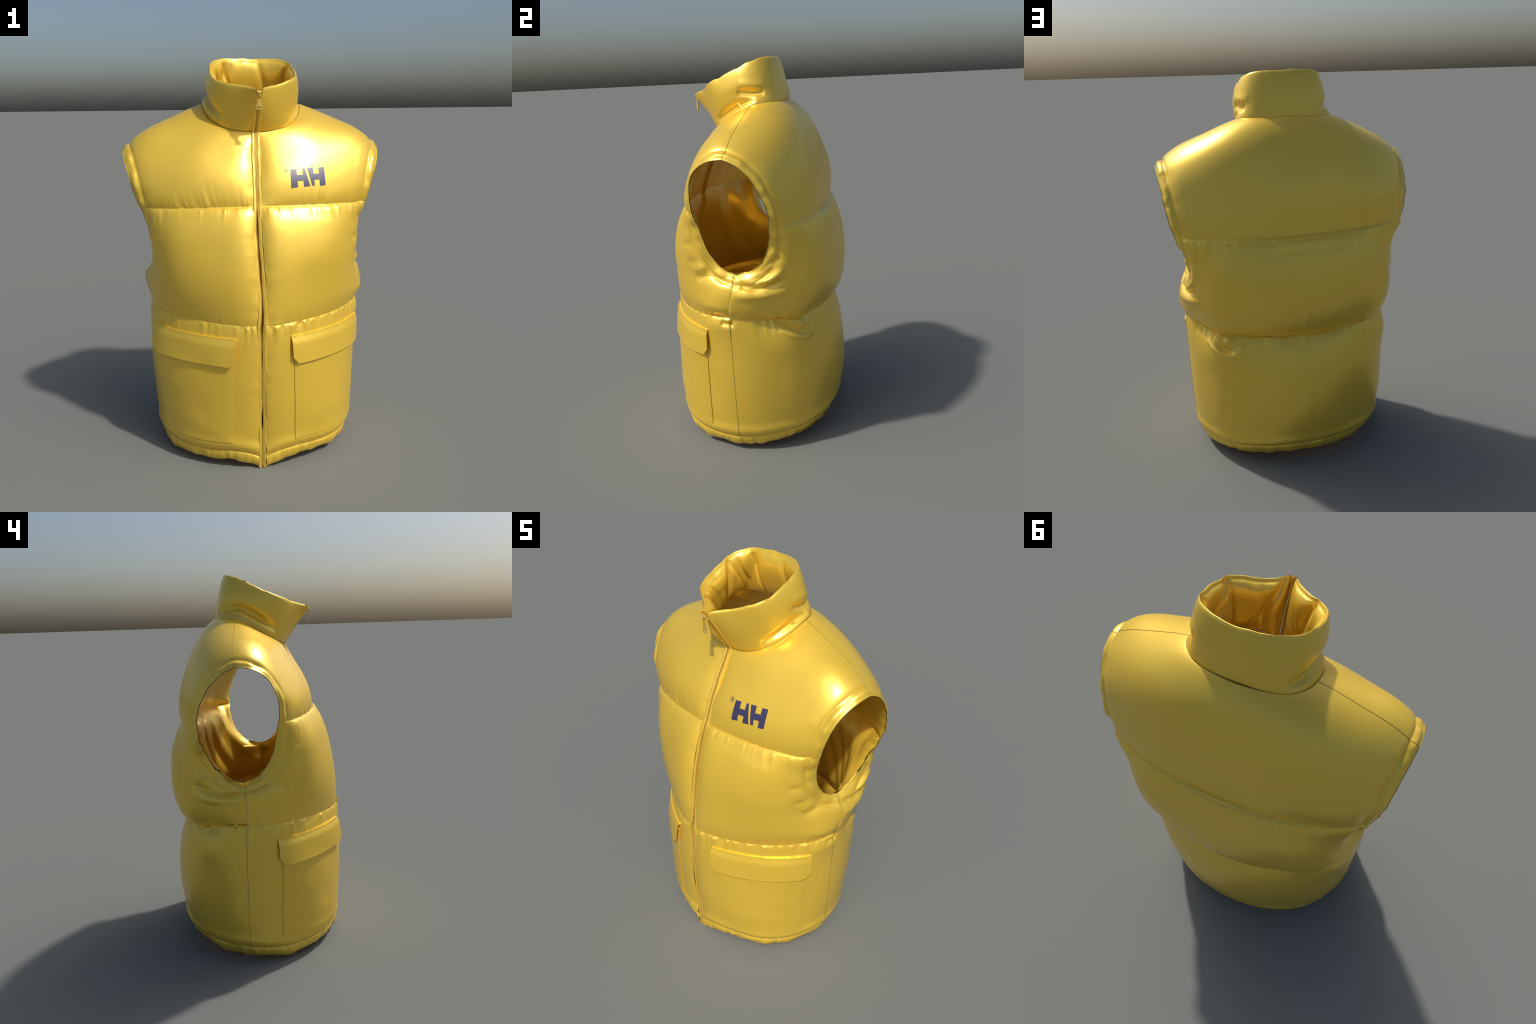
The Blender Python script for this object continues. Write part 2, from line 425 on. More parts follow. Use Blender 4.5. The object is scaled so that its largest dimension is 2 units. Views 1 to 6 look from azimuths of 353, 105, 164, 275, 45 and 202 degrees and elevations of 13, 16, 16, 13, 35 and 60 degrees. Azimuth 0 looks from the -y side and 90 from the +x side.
# gathers radiating from the band, stronger under the arm
ua = smooth(1.32, 1.05, RAW[:, 2])
puff += .004 * noise3(RAW * 15 + 5) * np.exp(-((dA - .085) / .045) ** 2) * (.2 + .8 * ua) * (dA < .3)
puff += (.0080 * gather * np.exp(-np.clip(dA - .05, 0, 9) / .06) * (dA > .035) * (.25 + .75 * ua)) * (dA < .3)

# gathers along the quilting seams
length = np.where(front, .82, .86)
along = s * length * 1.0 + sd * 7 + ci * 3.1
hgt = np.select([isH, isL, isM], [.055, .64, .53], .55)
dlo = t * hgt; dhi = (1 - t) * hgt
g1 = noise1(along * 26); g2 = noise1(along * 41 + 17); g3 = noise1(along * 9 + 50)
gl = (g1 * .6 + g2 * .5) * (.5 + .9 * np.clip(g3 + .3, 0, 1))
g4 = noise1(along * 5.3 + 12)
pk = np.clip(g1 * (.9 + .5 * g4) + g2 * (.5 - .5 * g4), -.25, 1.2) * (.25 + 1.1 * np.clip(g3 + .30, 0, 1))   # sharp little flutes, in patches
puff += np.where(isL, .021 * pk * np.exp(-(dhi / (.050 + .025 * g4)) ** 1.5) * smooth(0, .012, dhi), 0)
puff += np.where(isM, .008 * pk * np.exp(-(dlo / .030) ** 1.5) * smooth(0, .01, dlo), 0)
puff += np.where(isM, .007 * pk * np.exp(-(dhi / (.035 + .02 * g4)) ** 1.5) * smooth(0, .01, dhi), 0)
puff += np.where(isY, .006 * pk * np.exp(-(dlo / (.045 + .03 * g4)) ** 1.5) * smooth(0, .01, dlo), 0)
puff += np.where(isH, .010 * gl * dome(t, 2, 1) + .007 * noise1(along * 13 + 7) * (1 - t), 0)
puff += np.where(isL, .005 * gl * np.exp(-dlo / .02) * smooth(0, .008, dlo), 0)
# flutes across the zip edge
gz = noise1(RAW[:, 2] * 22 + sd * 4); dz = s * .82
puff += np.where(front & (RAW[:, 2] > .12), .005 * gz * np.exp(-dz / .03) * smooth(0, .008, dz), 0)
sag += np.where(isH, -.008 * noise1(along * 11 + 21) * (1 - t) * smooth(.02, .12, s) - .004 * noise1(along * 27) * (1 - t) * smooth(.02, .12, s), 0)

# merge per-vertex values on welded vertices (mean)
def weld(v):
    a = np.zeros(nV); c = np.zeros(nV)
    np.add.at(a, inv, v); np.add.at(c, inv, 1)
    return a / c
PU = weld(puff); SG = weld(sag); DAw = weld(dA)
# the armhole edge itself ripples, mostly behind the arm
wav = (.016 * ring_noise(10, 3.0) + .008 * ring_noise(22, 6.0)) * np.exp(-dA / .035) * (.25 + .75 * smooth(.0, .14, RAW[:, 1])) * smooth(1.52, 1.40, RAW[:, 2])
BASE = BASE + NB * weld(wav)[:, None]

# named folds: polyline (on the finished surface), depth (+ ridge / - groove), width
FOLDS = [
    # long folds sweeping from the wearer's left underarm toward the back
    ([(.53, .06, .955), (.56, .16, .975), (.53, .27, 1.02)], .016, .016),
    ([(.53, .05, .925), (.56, .16, .935), (.53, .29, .965)], -.014, .014),
    ([(.54, .02, .890), (.57, .16, .890), (.53, .30, .910)], .012, .020),
    ([(.55, .13, 1.01), (.57, .20, 1.05), (.55, .26, 1.08)], -.012, .013),
    ([(.54, .12, 1.04), (.57, .19, 1.09), (.56, .25, 1.12)], .010, .012),
    ([(-.54, .05, .945), (-.56, .16, .945), (-.53, .29, .975)], -.014, .015),
    ([(-.53, .07, .975), (-.55, .17, .985), (-.53, .27, 1.02)], .012, .014),
    ([(-.55, .02, .905), (-.57, .16, .895), (-.53, .30, .92)], .010, .018),
    ([(-.55, .14, 1.02), (-.57, .20, 1.06), (-.56, .25, 1.09)], -.010, .013),
    # small creases below the front of the armholes
    ([(.50, -.17, 1.05), (.46, -.22, 1.03)], -.005, .016), ([(.52, -.11, .99), (.48, -.18, .95)], -.005, .018),
    ([(.52, -.13, 1.02), (.48, -.20, .99)], .006, .016), ([(.50, -.20, 1.13), (.46, -.25, 1.12)], -.005, .014),
    ([(-.52, -.11, .99), (-.47, -.19, .94)], -.006, .018), ([(-.51, -.15, 1.04), (-.46, -.22, 1.02)], .006, .016),
    # the tuck that drops below the back waist seam
    ([(.485, .21, .742), (.45, .27, .705), (.41, .32, .665), (.36, .355, .655)], -.017, .016),
    ([(.48, .235, .695), (.43, .31, .645), (.37, .365, .630), (.33, .375, .66), (.325, .37, .70)], .012, .015),
    ([(.40, .315, .705), (.36, .345, .70)], .008, .018),
    # dimples beside the side seam at the waist
    ([(.545, -.05, .74), (.555, .02, .735)], -.014, .014), ([(.535, -.10, .775), (.55, -.03, .78)], -.010, .014),
]
def fold_offset(P, folds):
    out = np.zeros(len(P))
    for pts, dep, wid in folds:
        pts = [P[((P - np.array(q)) ** 2).sum(1).argmin()] for q in pts]      # lay the fold on the cloth
        C = curve(pts, dense=60)[0]
        m = (np.abs(P - C.mean(0)).max(1) < .45)
        if not m.any(): continue
        d, f = dist_to_polyline(P[m], C); f = f / arclen(C)[-1]
        out[m] += dep * np.exp(-(d / wid) ** 2) * np.clip(4 * f * (1 - f), 0.0, 1) ** .6
    return out
OUT = BASE + NB * PU[:, None]; OUT[:, 2] -= SG
NO = vert_normals(OUT, FM)
OUT = OUT + NO * (fold_offset(OUT, FOLDS) * smooth(.004, .045, DAw))[:, None]
# the filling is not quite even: fuller right shoulder blade, flatter right lower back
FULLNESS = [((-.40, .30, 1.37), .17, .024), ((-.44, .29, .93), .15, .032), ((-.46, .20, .64), .09, .022), ((-.30, .42, .26), .16, -.018),
            ((.30, .20, 1.66), .12, .006), ((.545, -.08, .80), .10, .026), ((-.38, .37, 1.22), .10, -.014), ((-.05, .45, 1.15), .20, -.016),
            ((0, .31, 1.60), .15, -.014), ((.52, -.04, 1.60), .13, .022), ((-.52, -.04, 1.60), .13, .024), ((.30, -.38, 1.13), .14, .014),
            ((-.52, -.20, .50), .16, .012), ((-.54, -.04, .88), .13, .004), ((.45, .24, .62), .10, .012), ((.10, .46, 1.06), .20, -.012),
            ((.25, .42, .22), .15, -.010), ((.15, -.24, 1.55), .10, -.009), ((-.15, -.24, 1.55), .10, -.007), ((-.30, .36, 1.48), .12, .010)]
DSw = weld(np.minimum(np.where(isY, t * .55, np.minimum(dlo, dhi)), 1))
for c, r, a in FULLNESS:                   # the stitched seams hold, the chambers give
    OUT = OUT + NO * (a * np.exp(-((OUT - np.array(c)) ** 2).sum(1) / r ** 2) * smooth(0, .08, DAw) * (.2 + .8 * smooth(0, .07, DSw)))[:, None]
for c, r, a in (((-.54, .04, .755), .075, -.008), ((-.50, .15, .745), .07, -.006), ((.50, .15, .745), .07, -.006)):   # waist seam drawn in at the sides
    OUT = OUT + NO * (a * np.exp(-((OUT - np.array(c)) ** 2).sum(1) / r ** 2))[:, None]
# soft large-scale unevenness of the filling
OUT = OUT + NO * (0.004 * noise3(OUT * 4.0) * smooth(0, .1, DAw))[:, None]

def drift(V):
    """below the shoulders the garment is turned a little about its upright axis"""
    V = np.array(V, float); z = V[..., 2]
    a = -.029 - .020 * smooth(.75, 1.1, z) + .049 * smooth(1.45, 1.72, z)
    x, y = V[..., 0].copy(), V[..., 1].copy()
    shift = -.003 + .008 * smooth(.7, .85, z) - .006 * smooth(1.0, 1.2, z) + .001 * smooth(1.5, 1.7, z)
    V[..., 0] = x * np.cos(a) - y * np.sin(a) + shift; V[..., 1] = y + x * -.026 * (1 - smooth(.7, .98, z))
    V[..., 2] -= .010 * smooth(.05, .3, -x) * smooth(.1, -.2, y) * (1 - smooth(.05, .25, V[..., 2]))
    return V
OUT = drift(OUT)
NO = vert_normals(OUT, FM)

# ----------------------------------------------------------------- split into panels
NAMES = {'hem': 'hem_band', 'low': 'skirt_panel', 'mid': 'quilted_panel', 'yok': 'yoke_panel'}
tags = {}
for i, (n, sdn) in enumerate(facetag):
    k = (n[:3], 'b' if n.endswith('b') else ('l' if sdn > 0 else 'r'))
    tags.setdefault(k, []).append(i)
panel = {}
for k, idx in tags.items():
    f = FM[np.array(idx)]
    used, loc = np.unique(f, return_inverse=True)
    nm = {'hem': 'hem_band', 'low': 'skirt_panel', 'mid': 'quilted_panel', 'yok': 'yoke_panel'}[k[0]]
    panel[k] = add_mesh(nm, OUT[used], loc.reshape(-1, 4), MAT_SHELL, normals=NO[used])

# ----------------------------------------------------------------- lining
step = 2
LINV = []; LINF = []; o = 0
inner = BASE - NB * 0.0
# thickness of the filling inside the seam surface
dNk = np.full(len(RAW), 9.0); nearN = RAW[:, 2] > 1.35
P = RAW[nearN].copy(); P[:, 0] = np.abs(P[:, 0])
dNk[nearN], _ = dist_to_polyline(P, np.vstack([neck_f, neck_b[1:]])[::4])
dseam = np.where(isY, t * .55, np.minimum(dlo, dhi))
dzip = np.where(front, s * .82, 9)
dedge = np.minimum(np.minimum(dA, dNk), np.minimum(dseam, dzip))
full = np.where(isY, np.where(front, .014, .018), np.where(isM, np.where(front, .032, .062), .045))
pleat = noise1(along * 4 + 90) * .8 + noise1(along * 8 + t * 2 + 33) * .6 
thick = full * np.clip(1 - np.exp(-dedge / .035), 0, 1) * (1 + .38 * pleat)
thick += .0015
thick[isH] = (.003 + .010 * t)[isH]
TH = weld(thick)
INN = drift(BASE - NB * np.maximum(TH, .0012)[:, None])
INN = INN - NB * (0.012 * noise3(BASE * 3.6) * smooth(0, .10, weld(np.minimum(dedge, 1))))[:, None]
sel = [i for i in range(len(facetag))]
add_mesh('lining', INN, FM[:, ::-1], MAT_LINING, normals=None)

# ----------------------------------------------------------------- thin tubes modelling the shaded seam gaps at side, shoulder and neck
def tube(C, r, nseg=6):
    C = np.asarray(C, float); n = len(C)
    T = np.gradient(C, axis=0); T /= np.linalg.norm(T, axis=1, keepdims=True) + 1e-12
    ref = np.array([0.3, 0.2, 0.9]); A = np.cross(T, ref); A /= np.linalg.norm(A, axis=1, keepdims=True) + 1e-12
    Bn = np.cross(T, A); th = np.linspace(0, 2 * np.pi, nseg, endpoint=False)
    V = (C[:, None] + r * (np.cos(th)[None, :, None] * A[:, None] + np.sin(th)[None, :, None] * Bn[:, None])).reshape(-1, 3)
    F = []
    for i in range(n - 1):
        for j in range(nseg):
            F.append((i * nseg + j, i * nseg + (j + 1) % nseg, (i + 1) * nseg + (j + 1) % nseg, (i + 1) * nseg + j))
    return V, F

def raw_grid(name, side, src):
    for n, sdn, o_, nr, nc in cellinfo:
        if n == name and sdn == side:
            return src[inv[o_:o_ + nr * nc]].reshape(nr, nc, 3)
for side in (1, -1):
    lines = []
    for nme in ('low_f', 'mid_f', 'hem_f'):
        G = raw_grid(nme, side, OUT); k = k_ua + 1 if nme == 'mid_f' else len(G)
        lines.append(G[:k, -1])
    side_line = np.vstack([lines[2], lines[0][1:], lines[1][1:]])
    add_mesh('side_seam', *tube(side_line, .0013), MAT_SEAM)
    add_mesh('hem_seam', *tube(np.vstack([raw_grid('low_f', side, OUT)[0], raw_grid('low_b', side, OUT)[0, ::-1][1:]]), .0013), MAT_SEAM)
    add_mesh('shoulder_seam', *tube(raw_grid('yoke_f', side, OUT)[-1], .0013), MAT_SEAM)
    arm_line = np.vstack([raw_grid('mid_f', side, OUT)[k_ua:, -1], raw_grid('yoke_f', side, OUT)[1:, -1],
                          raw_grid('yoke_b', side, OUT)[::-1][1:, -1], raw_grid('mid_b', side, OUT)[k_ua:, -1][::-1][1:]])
    add_mesh('armhole_dark_line', *tube(arm_line, .0015), MAT_SEAM)

# ----------------------------------------------------------------- collar
CTOP = [(ZX, -.297, 1.826), (.050, -.262, 1.840), (.100, -.225, 1.853), (.150, -.195, 1.866), (.188, -.160, 1.880), (.206, -.110, 1.898),
        (.211, -.050, 1.926), (.205, .015, 1.956), (.190, .068, 1.977), (.150, .109, 1.989), (.080, .136, 1.996), (0, .146, 1.998)]
neck_half = np.vstack([neck_f, neck_b[1:]])
top_half = curve(CTOP, mirror_end=True)[0]
NA = 131
ua_ = np.linspace(0, 1, NA)
baseC = resample(neck_half, ua_); topC = resample(top_half, ua_)
baseR = np.vstack([baseC, (baseC * [-1, 1, 1])[::-1][1:]])           # +x front -> back -> -x front
topR = np.vstack([topC, (topC * [-1, 1, 1])[::-1][1:]])
NAF = len(baseR); ang = np.linspace(-1, 1, NAF)                        # -1, 1 = zip, 0 = back
NH = 60; hv = np.linspace(0, 1, NH)[:, None, None]
CO = (1 - hv) * baseR[None] + hv * topR[None]
cn = grid_normals(CO); 
if cn[NH // 2, NAF // 2, 1] < 0: cn = -cn
h1 = np.linspace(0, 1, NH)[:, None]
zipn = 1 - np.exp(-(1 - np.abs(ang))[None] / .035)
amp = .008 * (.25 + .75 * zipn)
bulge = amp * dome(h1, 2.4, .6) - .014 * np.exp(-((np.abs(ang)[None] - .48) / .22) ** 2) * np.exp(-((h1 - .30) / .22) ** 2)
topw = .005 * noise1(ang * 6)[None] + .0035 * noise1(ang * 17 + 5)[None]
CO = CO + cn * bulge[..., None]
CO[..., 2] += (topw * smooth(.8, 1.0, h1) * (1 - np.exp(-(1 - np.abs(ang)) / .05))[None])
CFOLD = [
    # diagonal creases that sweep up from the neck seam round both sides of the stand
    ([(.17, -.14, 1.69), (.225, -.06, 1.745), (.25, .02, 1.785), (.25, .09, 1.80)], -.022, .017),
    ([(.19, -.15, 1.74), (.235, -.06, 1.79), (.25, .03, 1.815)], .002, .020),
    ([(.235, -.01, 1.835), (.245, .07, 1.83), (.22, .14, 1.835)], -.016, .018),
    ([(.23, .0, 1.87), (.235, .07, 1.865), (.20, .14, 1.87)], .006, .022),
    ([(-.17, -.15, 1.71), (-.225, -.06, 1.775), (-.25, .03, 1.825), (-.24, .09, 1.835)], -.024, .018),
    ([(-.25, .04, 1.83), (-.23, .12, 1.825), (-.18, .17, 1.81)], -.014, .018),
    ([(-.19, -.12, 1.70), (-.235, -.03, 1.755), (-.25, .05, 1.79)], .003, .018),
]
flat = CO.reshape(-1, 3); cnf = grid_normals(CO)
if cnf[NH // 2, NAF // 2, 1] < 0: cnf = -cnf
CO = (flat + cnf.reshape(-1, 3) * (fold_offset(flat, CFOLD))[:, None]).reshape(CO.shape)
# inner wall: pleated, a padding's thickness inside
cen = np.array([0, -.03, 0])
inward = -cnf
def pleats(k, lean, seed):                  # narrow creases between soft rolls, leaning a little
    a = (ang[None] * k + lean * (h1 - .5) + seed); n = noise1(a.ravel(), seed).reshape(a.shape)
    return np.exp(-(n / .13) ** 2)
thk = .046 + .008 * noise1(ang * 5 + 3)[None] - .030 * pleats(3.2, .4, 3.0) - .010 * pleats(5.5, -.5, 8.0)
thk = np.maximum(thk, .008) * (.35 + .65 * zipn)
hh = np.linspace(0, 1, NH)[:, None]
pro = dome(np.clip(hh * .97 + .015, 0, 1), 2.5, .5)
lean = (1 - hv) * baseR[None] + hv * topR[None]
CI = lean + inward * (thk * pro + .002)[..., None]
CI[..., 2] += topw * smooth(.8, 1, h1)
# rim bridges outer top to inner top with a rounded lip
rim = []
for k in np.linspace(0, 1, 7)[1:-1]:
    a = CO[-1] * (1 - k) + CI[-1] * k
    a[:, 2] += .007 * math.sin(math.pi * k); rim.append(a)
collar_grid = np.concatenate([CO, np.array(rim), CI[::-1]], 0)
collar_grid = drift(collar_grid)
fc = grid_faces(collar_grid.shape[0], NAF)
Vc = collar_grid.reshape(-1, 3)
nn = vert_normals(Vc, fc)
if nn[(NH // 2) * NAF + NAF // 2, 1] < 0: fc = fc[:, ::-1]
add_mesh('collar', Vc, fc, MAT_SHELL)
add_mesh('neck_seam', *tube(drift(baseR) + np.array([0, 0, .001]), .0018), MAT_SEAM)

# ----------------------------------------------------------------- zipper
zip_line = np.vstack([hem_f[:1], resample(np.array([hem_f[0], hs_f[0]]), [.5]), line(CF_LOW, np.linspace(0, 1, 60)), line(CF_MID, np.linspace(0, 1, 50))[1:],
                      line(CF_TOP, np.linspace(0, 1, 40))[1:]])
ctop_line = np.stack([topR[0] * k + baseR[0] * (1 - k) for k in np.linspace(0, 1.035, 30)[1:]])
zl = np.vstack([zip_line, ctop_line]); zl[:, 0] = 0
zl[0] = (0, -.440, .0)
NZ = 420
zl = resample(zl, np.linspace(0, 1, NZ))
for it in range(6):
    zl[1:-1] = (zl[:-2] + 2 * zl[1:-1] + zl[2:]) / 4
zarc = arclen(zl)
tang = np.gradient(zl, axis=0); tang /= np.linalg.norm(tang, axis=1, keepdims=True)
outn = np.stack([np.zeros(NZ), -tang[:, 2], tang[:, 1]], 1)            # forward-facing normal in the yz plane
wob = .0036 * noise1(zarc * 4) + .0014 * noise1(zarc * 17)
gap = np.clip(noise1(zarc * 6.3 + 4) + .05, 0, 1) * .0065 * smooth(1.72, 1.5, zl[:, 2])
zipper = bpy.data.objects.new('zipper', None); bpy.context.scene.collection.objects.link(zipper); zipper.parent = root
for side in (1, -1):
    prof = [(.0018, -.004), (.0026, .001), (.006, .0040), (.010, .0052), (.0145, .0066), (.0175, .0058), (.0195, .001), (.0200, -.010)]
    V = np.stack([zl + np.array([1, 0, 0]) * (side * (x + gap) + wob)[:, None] + outn * (y + .0015 * noise1(zarc * 21 + 9 * side + x * 90))[:, None] for x, y in prof], 1)
    nP = len(prof)
    add_mesh('zipper_tape', drift(V).reshape(-1, 3), grid_faces(NZ, nP, flip=(side > 0)), MAT_ZIP, parent=zipper)
# teeth
tp = np.arange(.015, zarc[-1] - .02, .0072); tv = []; tf = []
cube = np.array([(x, y, z) for x in (-1, 1) for y in (-1, 1) for z in (-1, 1)], float)
cf_ = [(0, 1, 3, 2), (4, 6, 7, 5), (0, 4, 5, 1), (2, 3, 7, 6), (0, 2, 6, 4), (1, 5, 7, 3)]
for i, a in enumerate(tp):
    for side in (1, -1):
        aa = a + (.0036 if side > 0 else 0)
        p = np.array([np.interp(aa, zarc, zl[:, k]) for k in range(3)])
        n = np.array([np.interp(aa, zarc, outn[:, k]) for k in range(3)]); tg = np.cross([1, 0, 0], n)
        p = p + np.array([1, 0, 0]) * (np.interp(aa, zarc, wob) + side * (.0024 + np.interp(aa, zarc, gap))) + n * .0032
        o = len(tv) * 8
        tv.append(p + cube[:, :1] * [.0022, 0, 0] + cube[:, 1:2] * n * .0016 + cube[:, 2:] * tg * .0017)
        tf += [tuple(o + q for q in f) for f in cf_]
add_mesh('zipper_teeth', drift(np.vstack(tv)), tf, MAT_TEETH, parent=zipper, smooth_shade=False, kind='stuff')

def bevel_obj(ob, w, seg=2):
    m = ob.modifiers.new('b', 'BEVEL'); m.width = w; m.segments = seg
    dg = bpy.context.evaluated_depsgraph_get()
    me = bpy.data.meshes.new_from_object(ob.evaluated_get(dg)); old = ob.data
    ob.modifiers.clear(); ob.data = me; bpy.data.meshes.remove(old); me.name = ob.name

def box(name, c, size, ax, mat, parent, taper=1.0, bev=.0012):
    ex, ey, ez = ax
    V = []
    for x, y, z in cube:
        k = taper if z < 0 else 1.0
        V.append(np.array(c) + np.array(ex) * x * size[0] / 2 * k + np.array(ey) * y * size[1] / 2 + np.array(ez) * z * size[2] / 2)
    ob = add_mesh(name, V, cf_, mat, parent=parent, smooth_shade=False)
    bevel_obj(ob, bev); return ob
topn = outn[-5]; topt = tang[-5]; pz = zl[-5]
slider = box('zipper_slider', pz + topn * .010, (.024, .012, .030), ((1, 0, 0), topn, topt), MAT_PULL, zipper, bev=.003)
loop_c = pz + topn * .015 + topt * .001
th = np.linspace(0, 2 * np.pi, 20)
add_mesh('slider_loop', *tube(np.stack([loop_c + topn * .009 * math.cos(a) + topt * .010 * math.sin(a) for a in th]), .0028, 8), MAT_PULL, parent=zipper)
# pull tab: flared plate with a slot, hanging straight down
pc = loop_c + np.array([0, -.001, -.006])
def ring_plate(name, outer, holes, thick, org, mat, parent):
    bm = bmesh.new()
    def loopv(pts): return [bm.verts.new((x, 0, z)) for x, z in pts]
    es = []
    for pts in [outer] + holes:
        vs = loopv(pts); es += [bm.edges.new((vs[i], vs[(i + 1) % len(vs)])) for i in range(len(vs))]
    bmesh.ops.triangle_fill(bm, use_beauty=True, edges=es)
    r = bmesh.ops.extrude_face_region(bm, geom=bm.faces[:])
    bmesh.ops.translate(bm, verts=[v for v in r['geom'] if isinstance(v, bmesh.types.BMVert)], vec=(0, thick, 0))
    bmesh.ops.recalc_face_normals(bm, faces=bm.faces[:])
    me = bpy.data.meshes.new(name); bm.to_mesh(me); bm.free()
    for v in me.vertices: v.co = v.co + Vector(org)
    me.materials.append(mat); ob = bpy.data.objects.new(name, me); bpy.context.scene.collection.objects.link(ob); ob.parent = parent
    return ob
ring_plate('pull_tab', [(-.0075, .004), (.0075, .004), (.0085, -.020), (.0130, -.042), (.0150, -.052), (.0150, -.058), (.0125, -.062), (-.0125, -.062), (-.0150, -.058), (-.0150, -.052), (-.0130, -.042), (-.0085, -.020)],
           [[(-.0045, 0), (.0045, 0), (.0045, -.014), (-.0045, -.014)], [(-.0100, -.049), (.0100, -.049), (.0110, -.056), (-.0110, -.056)]],
           .005, pc, MAT_PULL, zipper)

# ----------------------------------------------------------------- pockets and flaps on the lower front panels
def pocket(side):
    G = raw_grid('low_f', side, OUT); N_ = grid_normals(G)
    if N_[60, 70, 1] > 0: N_ = -N_
    def st(p):
        p = np.array(p, float)
        d = ((G - p) ** 2).sum(2); i, j = np.unravel_index(d.argmin(), d.shape); return float(i), float(j)
    sx = side; dx = -.008
    c_it = st((.142 * sx + dx, -.45, .685)); c_ib = st((.158 * sx + dx, -.455, .150)); c_ot = st((.528 * sx + dx, -.165, .685)); c_ob = st((.515 * sx + dx, -.165, .150))
    def rc(u, v):                                   # u 0 inner..1 outer, v 0 bottom..1 top
        r = c_ib[0] * (1 - u) * (1 - v) + c_it[0] * (1 - u) * v + c_ob[0] * u * (1 - v) + c_ot[0] * u * v
        c = c_ib[1] * (1 - u) * (1 - v) + c_it[1] * (1 - u) * v + c_ob[1] * u * (1 - v) + c_ot[1] * u * v
        return r, c
    holder = bpy.data.objects.new('pocket', None); bpy.context.scene.collection.objects.link(holder); holder.parent = root
    # patch
    nu, nv = 60, 70
    U, Vv = np.meshgrid(np.linspace(0, 1, nu), np.linspace(0, .90, nv))
    r, c = rc(U, Vv)
    Pg = sample_grid(G, r, c); Ng = sample_grid(N_, r, c)
    for it in range(8):
        Pg[1:-1, 1:-1] = (Pg[:-2, 1:-1] + Pg[2:, 1:-1] + Pg[1:-1, :-2] + Pg[1:-1, 2:]) / 4
    edge = np.minimum(np.minimum(U, 1 - U) * .45, Vv * .52)
    lift = .0040 + .006 * (1 - np.exp(-edge / .05)) + .003 * noise3(Pg.reshape(-1, 3) * 9).reshape(U.shape) * smooth(0, .1, edge)
    top = Pg + Ng * lift[..., None]; skirt = Pg - Ng * .004
    V = [top.reshape(-1, 3)]; F = [grid_faces(nv, nu, flip=(side < 0))]
    def border(A): return np.vstack([A[0], A[1:, -1], A[-1, -2::-1], A[-2:0:-1, 0]])
    b1 = border(top); b0 = border(skirt); o = nu * nv; nb = len(b1)
    V += [b1, b0]
    q = [(o + i, o + nb + i, o + nb + (i + 1) % nb, o + (i + 1) % nb) for i in range(nb)]
    F.append(np.array(q) if side > 0 else np.array(q)[:, ::-1])
    add_mesh('pocket_patch', np.vstack(V), np.vstack(F), MAT_SHELL, parent=holder)
    outline = Pg + Ng * .0020
    run = np.vstack([outline[::-1, 0], outline[0, 1:], outline[1:, -1]])
    add_mesh('pocket_groove_shade', *tube(run, .0013), MAT_GROOVE_SHADE, parent=holder)  # dull yellow tube draws the shade in the groove round the patch
    # flap
    nu, nv = 80, 36
    u = np.linspace(-.025, 1.035, nu); ch = .055
    chu = np.clip(1 - np.minimum(u - u[0], u[-1] - u) / ch, 0, 1)
    vb = .725 + .060 * chu
    w = np.linspace(0, 1, nv)[:, None]
    Vv = vb[None] * (1 - w) + 1.015 * w; U = np.repeat(u[None], nv, 0)
    r, c = rc(U, Vv)
    Pg = sample_grid(G, r, c); Ng = sample_grid(N_, r, c)
    for it in range(30):
        Pg[1:-1, 1:-1] = (Pg[:-2, 1:-1] + Pg[2:, 1:-1] + Pg[1:-1, :-2] + Pg[1:-1, 2:]) / 4
    ww = np.repeat(w, nu, 1)
    lift = .0075 + .006 * smooth(1.0, .6, ww) + .008 * (1 - ww) + .004 * noise3(Pg.reshape(-1, 3) * 6).reshape(ww.shape)
    lift = lift * 1.0
    topg = Pg + Ng * lift[..., None]; botg = Pg + Ng * (lift - np.where(ww > .9, .010, .0035))[..., None]
    b1 = border(topg); b0 = border(botg); nb = len(b1); n0 = nu * nv
    V = np.vstack([topg.reshape(-1, 3), botg.reshape(-1, 3), b1, b0])
    f1 = grid_faces(nv, nu, flip=(side < 0)); f2 = grid_faces(nv, nu, flip=(side > 0), off=n0)
    q = np.array([(2 * n0 + i, 2 * n0 + nb + i, 2 * n0 + nb + (i + 1) % nb, 2 * n0 + (i + 1) % nb) for i in range(nb)])
    F = np.vstack([f1, f2, q if side > 0 else q[:, ::-1]])
    add_mesh('pocket_flap', V, F, MAT_SHELL, parent=holder)
for side in (1, -1):
    pocket(side)

# ----------------------------------------------------------------- printed mark on the wearer's left chest
yk = panel[('yok', 'l')]
bvh = BVHTree.FromPolygons([v.co[:] for v in yk.data.vertices], [p.vertices[:] for p in yk.data.polygons])
def on_chest(x, z, lift=.0016):
    hit, n, i, d = bvh.ray_cast(Vector((x, -2, z)), Vector((0, 1, 0)))
    if hit is None: return np.array([x, -.27, z])
    if n.y > 0: n = -n
    return np.array(hit + n * lift)
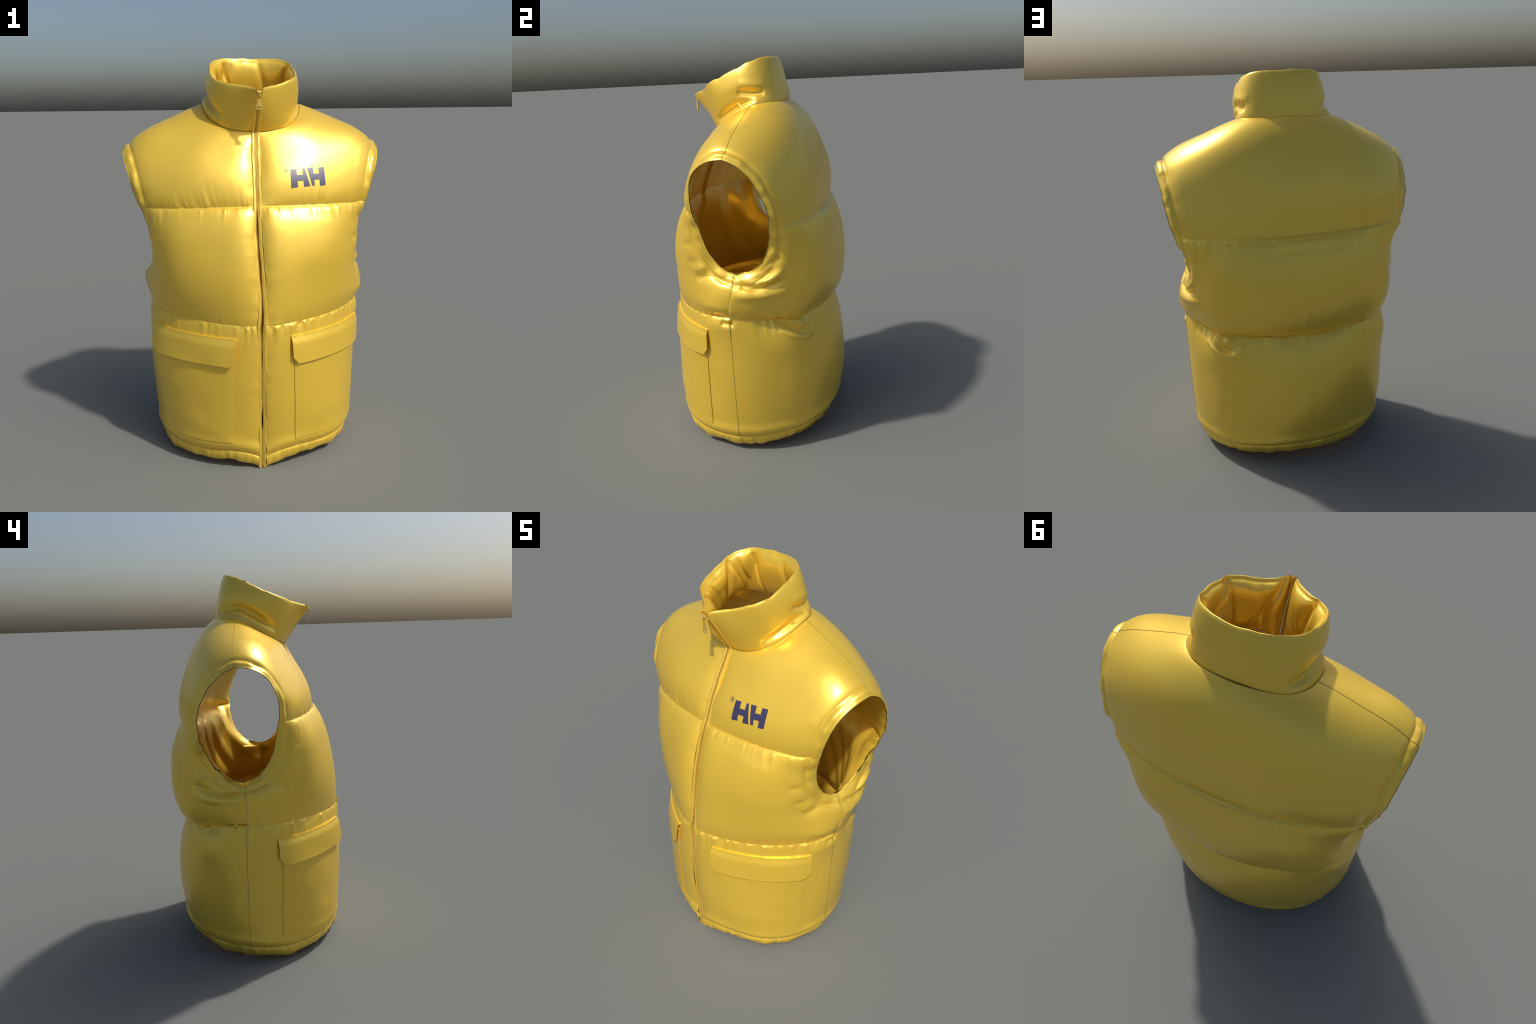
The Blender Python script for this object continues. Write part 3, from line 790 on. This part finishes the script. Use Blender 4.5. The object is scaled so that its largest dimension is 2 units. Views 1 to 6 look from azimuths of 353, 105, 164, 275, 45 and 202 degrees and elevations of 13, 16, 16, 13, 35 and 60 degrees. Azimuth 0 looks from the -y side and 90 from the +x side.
# mark frame: a (0..1 across), b (0..1 up)
M_TL, M_TR, M_BR, M_BL = [np.array(p) for p in [(.149, 1.466), (.322, 1.468), (.322, 1.380), (.146, 1.379)]]
def mark(a, b):
    p = (M_BL * (1 - a) * (1 - b) + M_BR * a * (1 - b) + M_TL * (1 - a) * b + M_TR * a * b)
    return on_chest(*p)
def quad_patch(q, n=10):
    q = np.array(q, float); V = []
    for i in range(n + 1):
        for j in range(n + 1):
            a, b = j / n, i / n
            p = q[0] * (1 - a) * (1 - b) + q[1] * a * (1 - b) + q[2] * a * b + q[3] * (1 - a) * b
            V.append(mark(*p))
    return np.array(V), grid_faces(n + 1, n + 1)
# each letter is two uprights and a bar; a slanted slit separates the letters
L1 = [[(.015, -.02), (.205, .02), (.175, .97), (.000, .95)],
      [(.195, .34), (.365, .35), (.355, .66), (.185, .65)],
      [(.375, .02), (.555, .04), (.415, .99), (.345, .99)]]
L2 = [[(.610, .06), (.685, .06), (.650, 1.01), (.485, 1.00)],
      [(.660, .36), (.830, .36), (.820, .68), (.655, .67)],
      [(.835, .02), (1.00, .05), (.985, 1.00), (.820, .99)]]
badge = bpy.data.objects.new('chest_print', None); bpy.context.scene.collection.objects.link(badge); badge.parent = root
for L_ in (L1, L2):
    V = []; F = []; o = 0
    for q in L_:
        v, f = quad_patch(q); V.append(v); F.append(f + o); o += len(v)
    add_mesh('printed_letter', np.vstack(V), np.vstack(F), MAT_PRINT, parent=badge)
# small ring with a dot beside the letters
def disc(cx, cz, r0, r1, n=24):
    V = []; F = []
    for k in range(n):
        a = 2 * math.pi * k / n
        V.append(on_chest(cx + r0 * math.cos(a), cz + r0 * math.sin(a), .0030)); V.append(on_chest(cx + r1 * math.cos(a), cz + r1 * math.sin(a), .0030))
    for k in range(n):
        i, j = 2 * k, 2 * ((k + 1) % n); F.append((i, i + 1, j + 1, j))
    return np.array(V), np.array(F)
rc_ = (.128, 1.458)
v1, f1 = disc(*rc_, .0088, .0105); v2, f2 = disc(*rc_, .0004, .0036)
add_mesh('printed_ring', np.vstack([v1, v2]), np.vstack([f1, f2 + len(v1)]), MAT_PRINT, parent=badge)
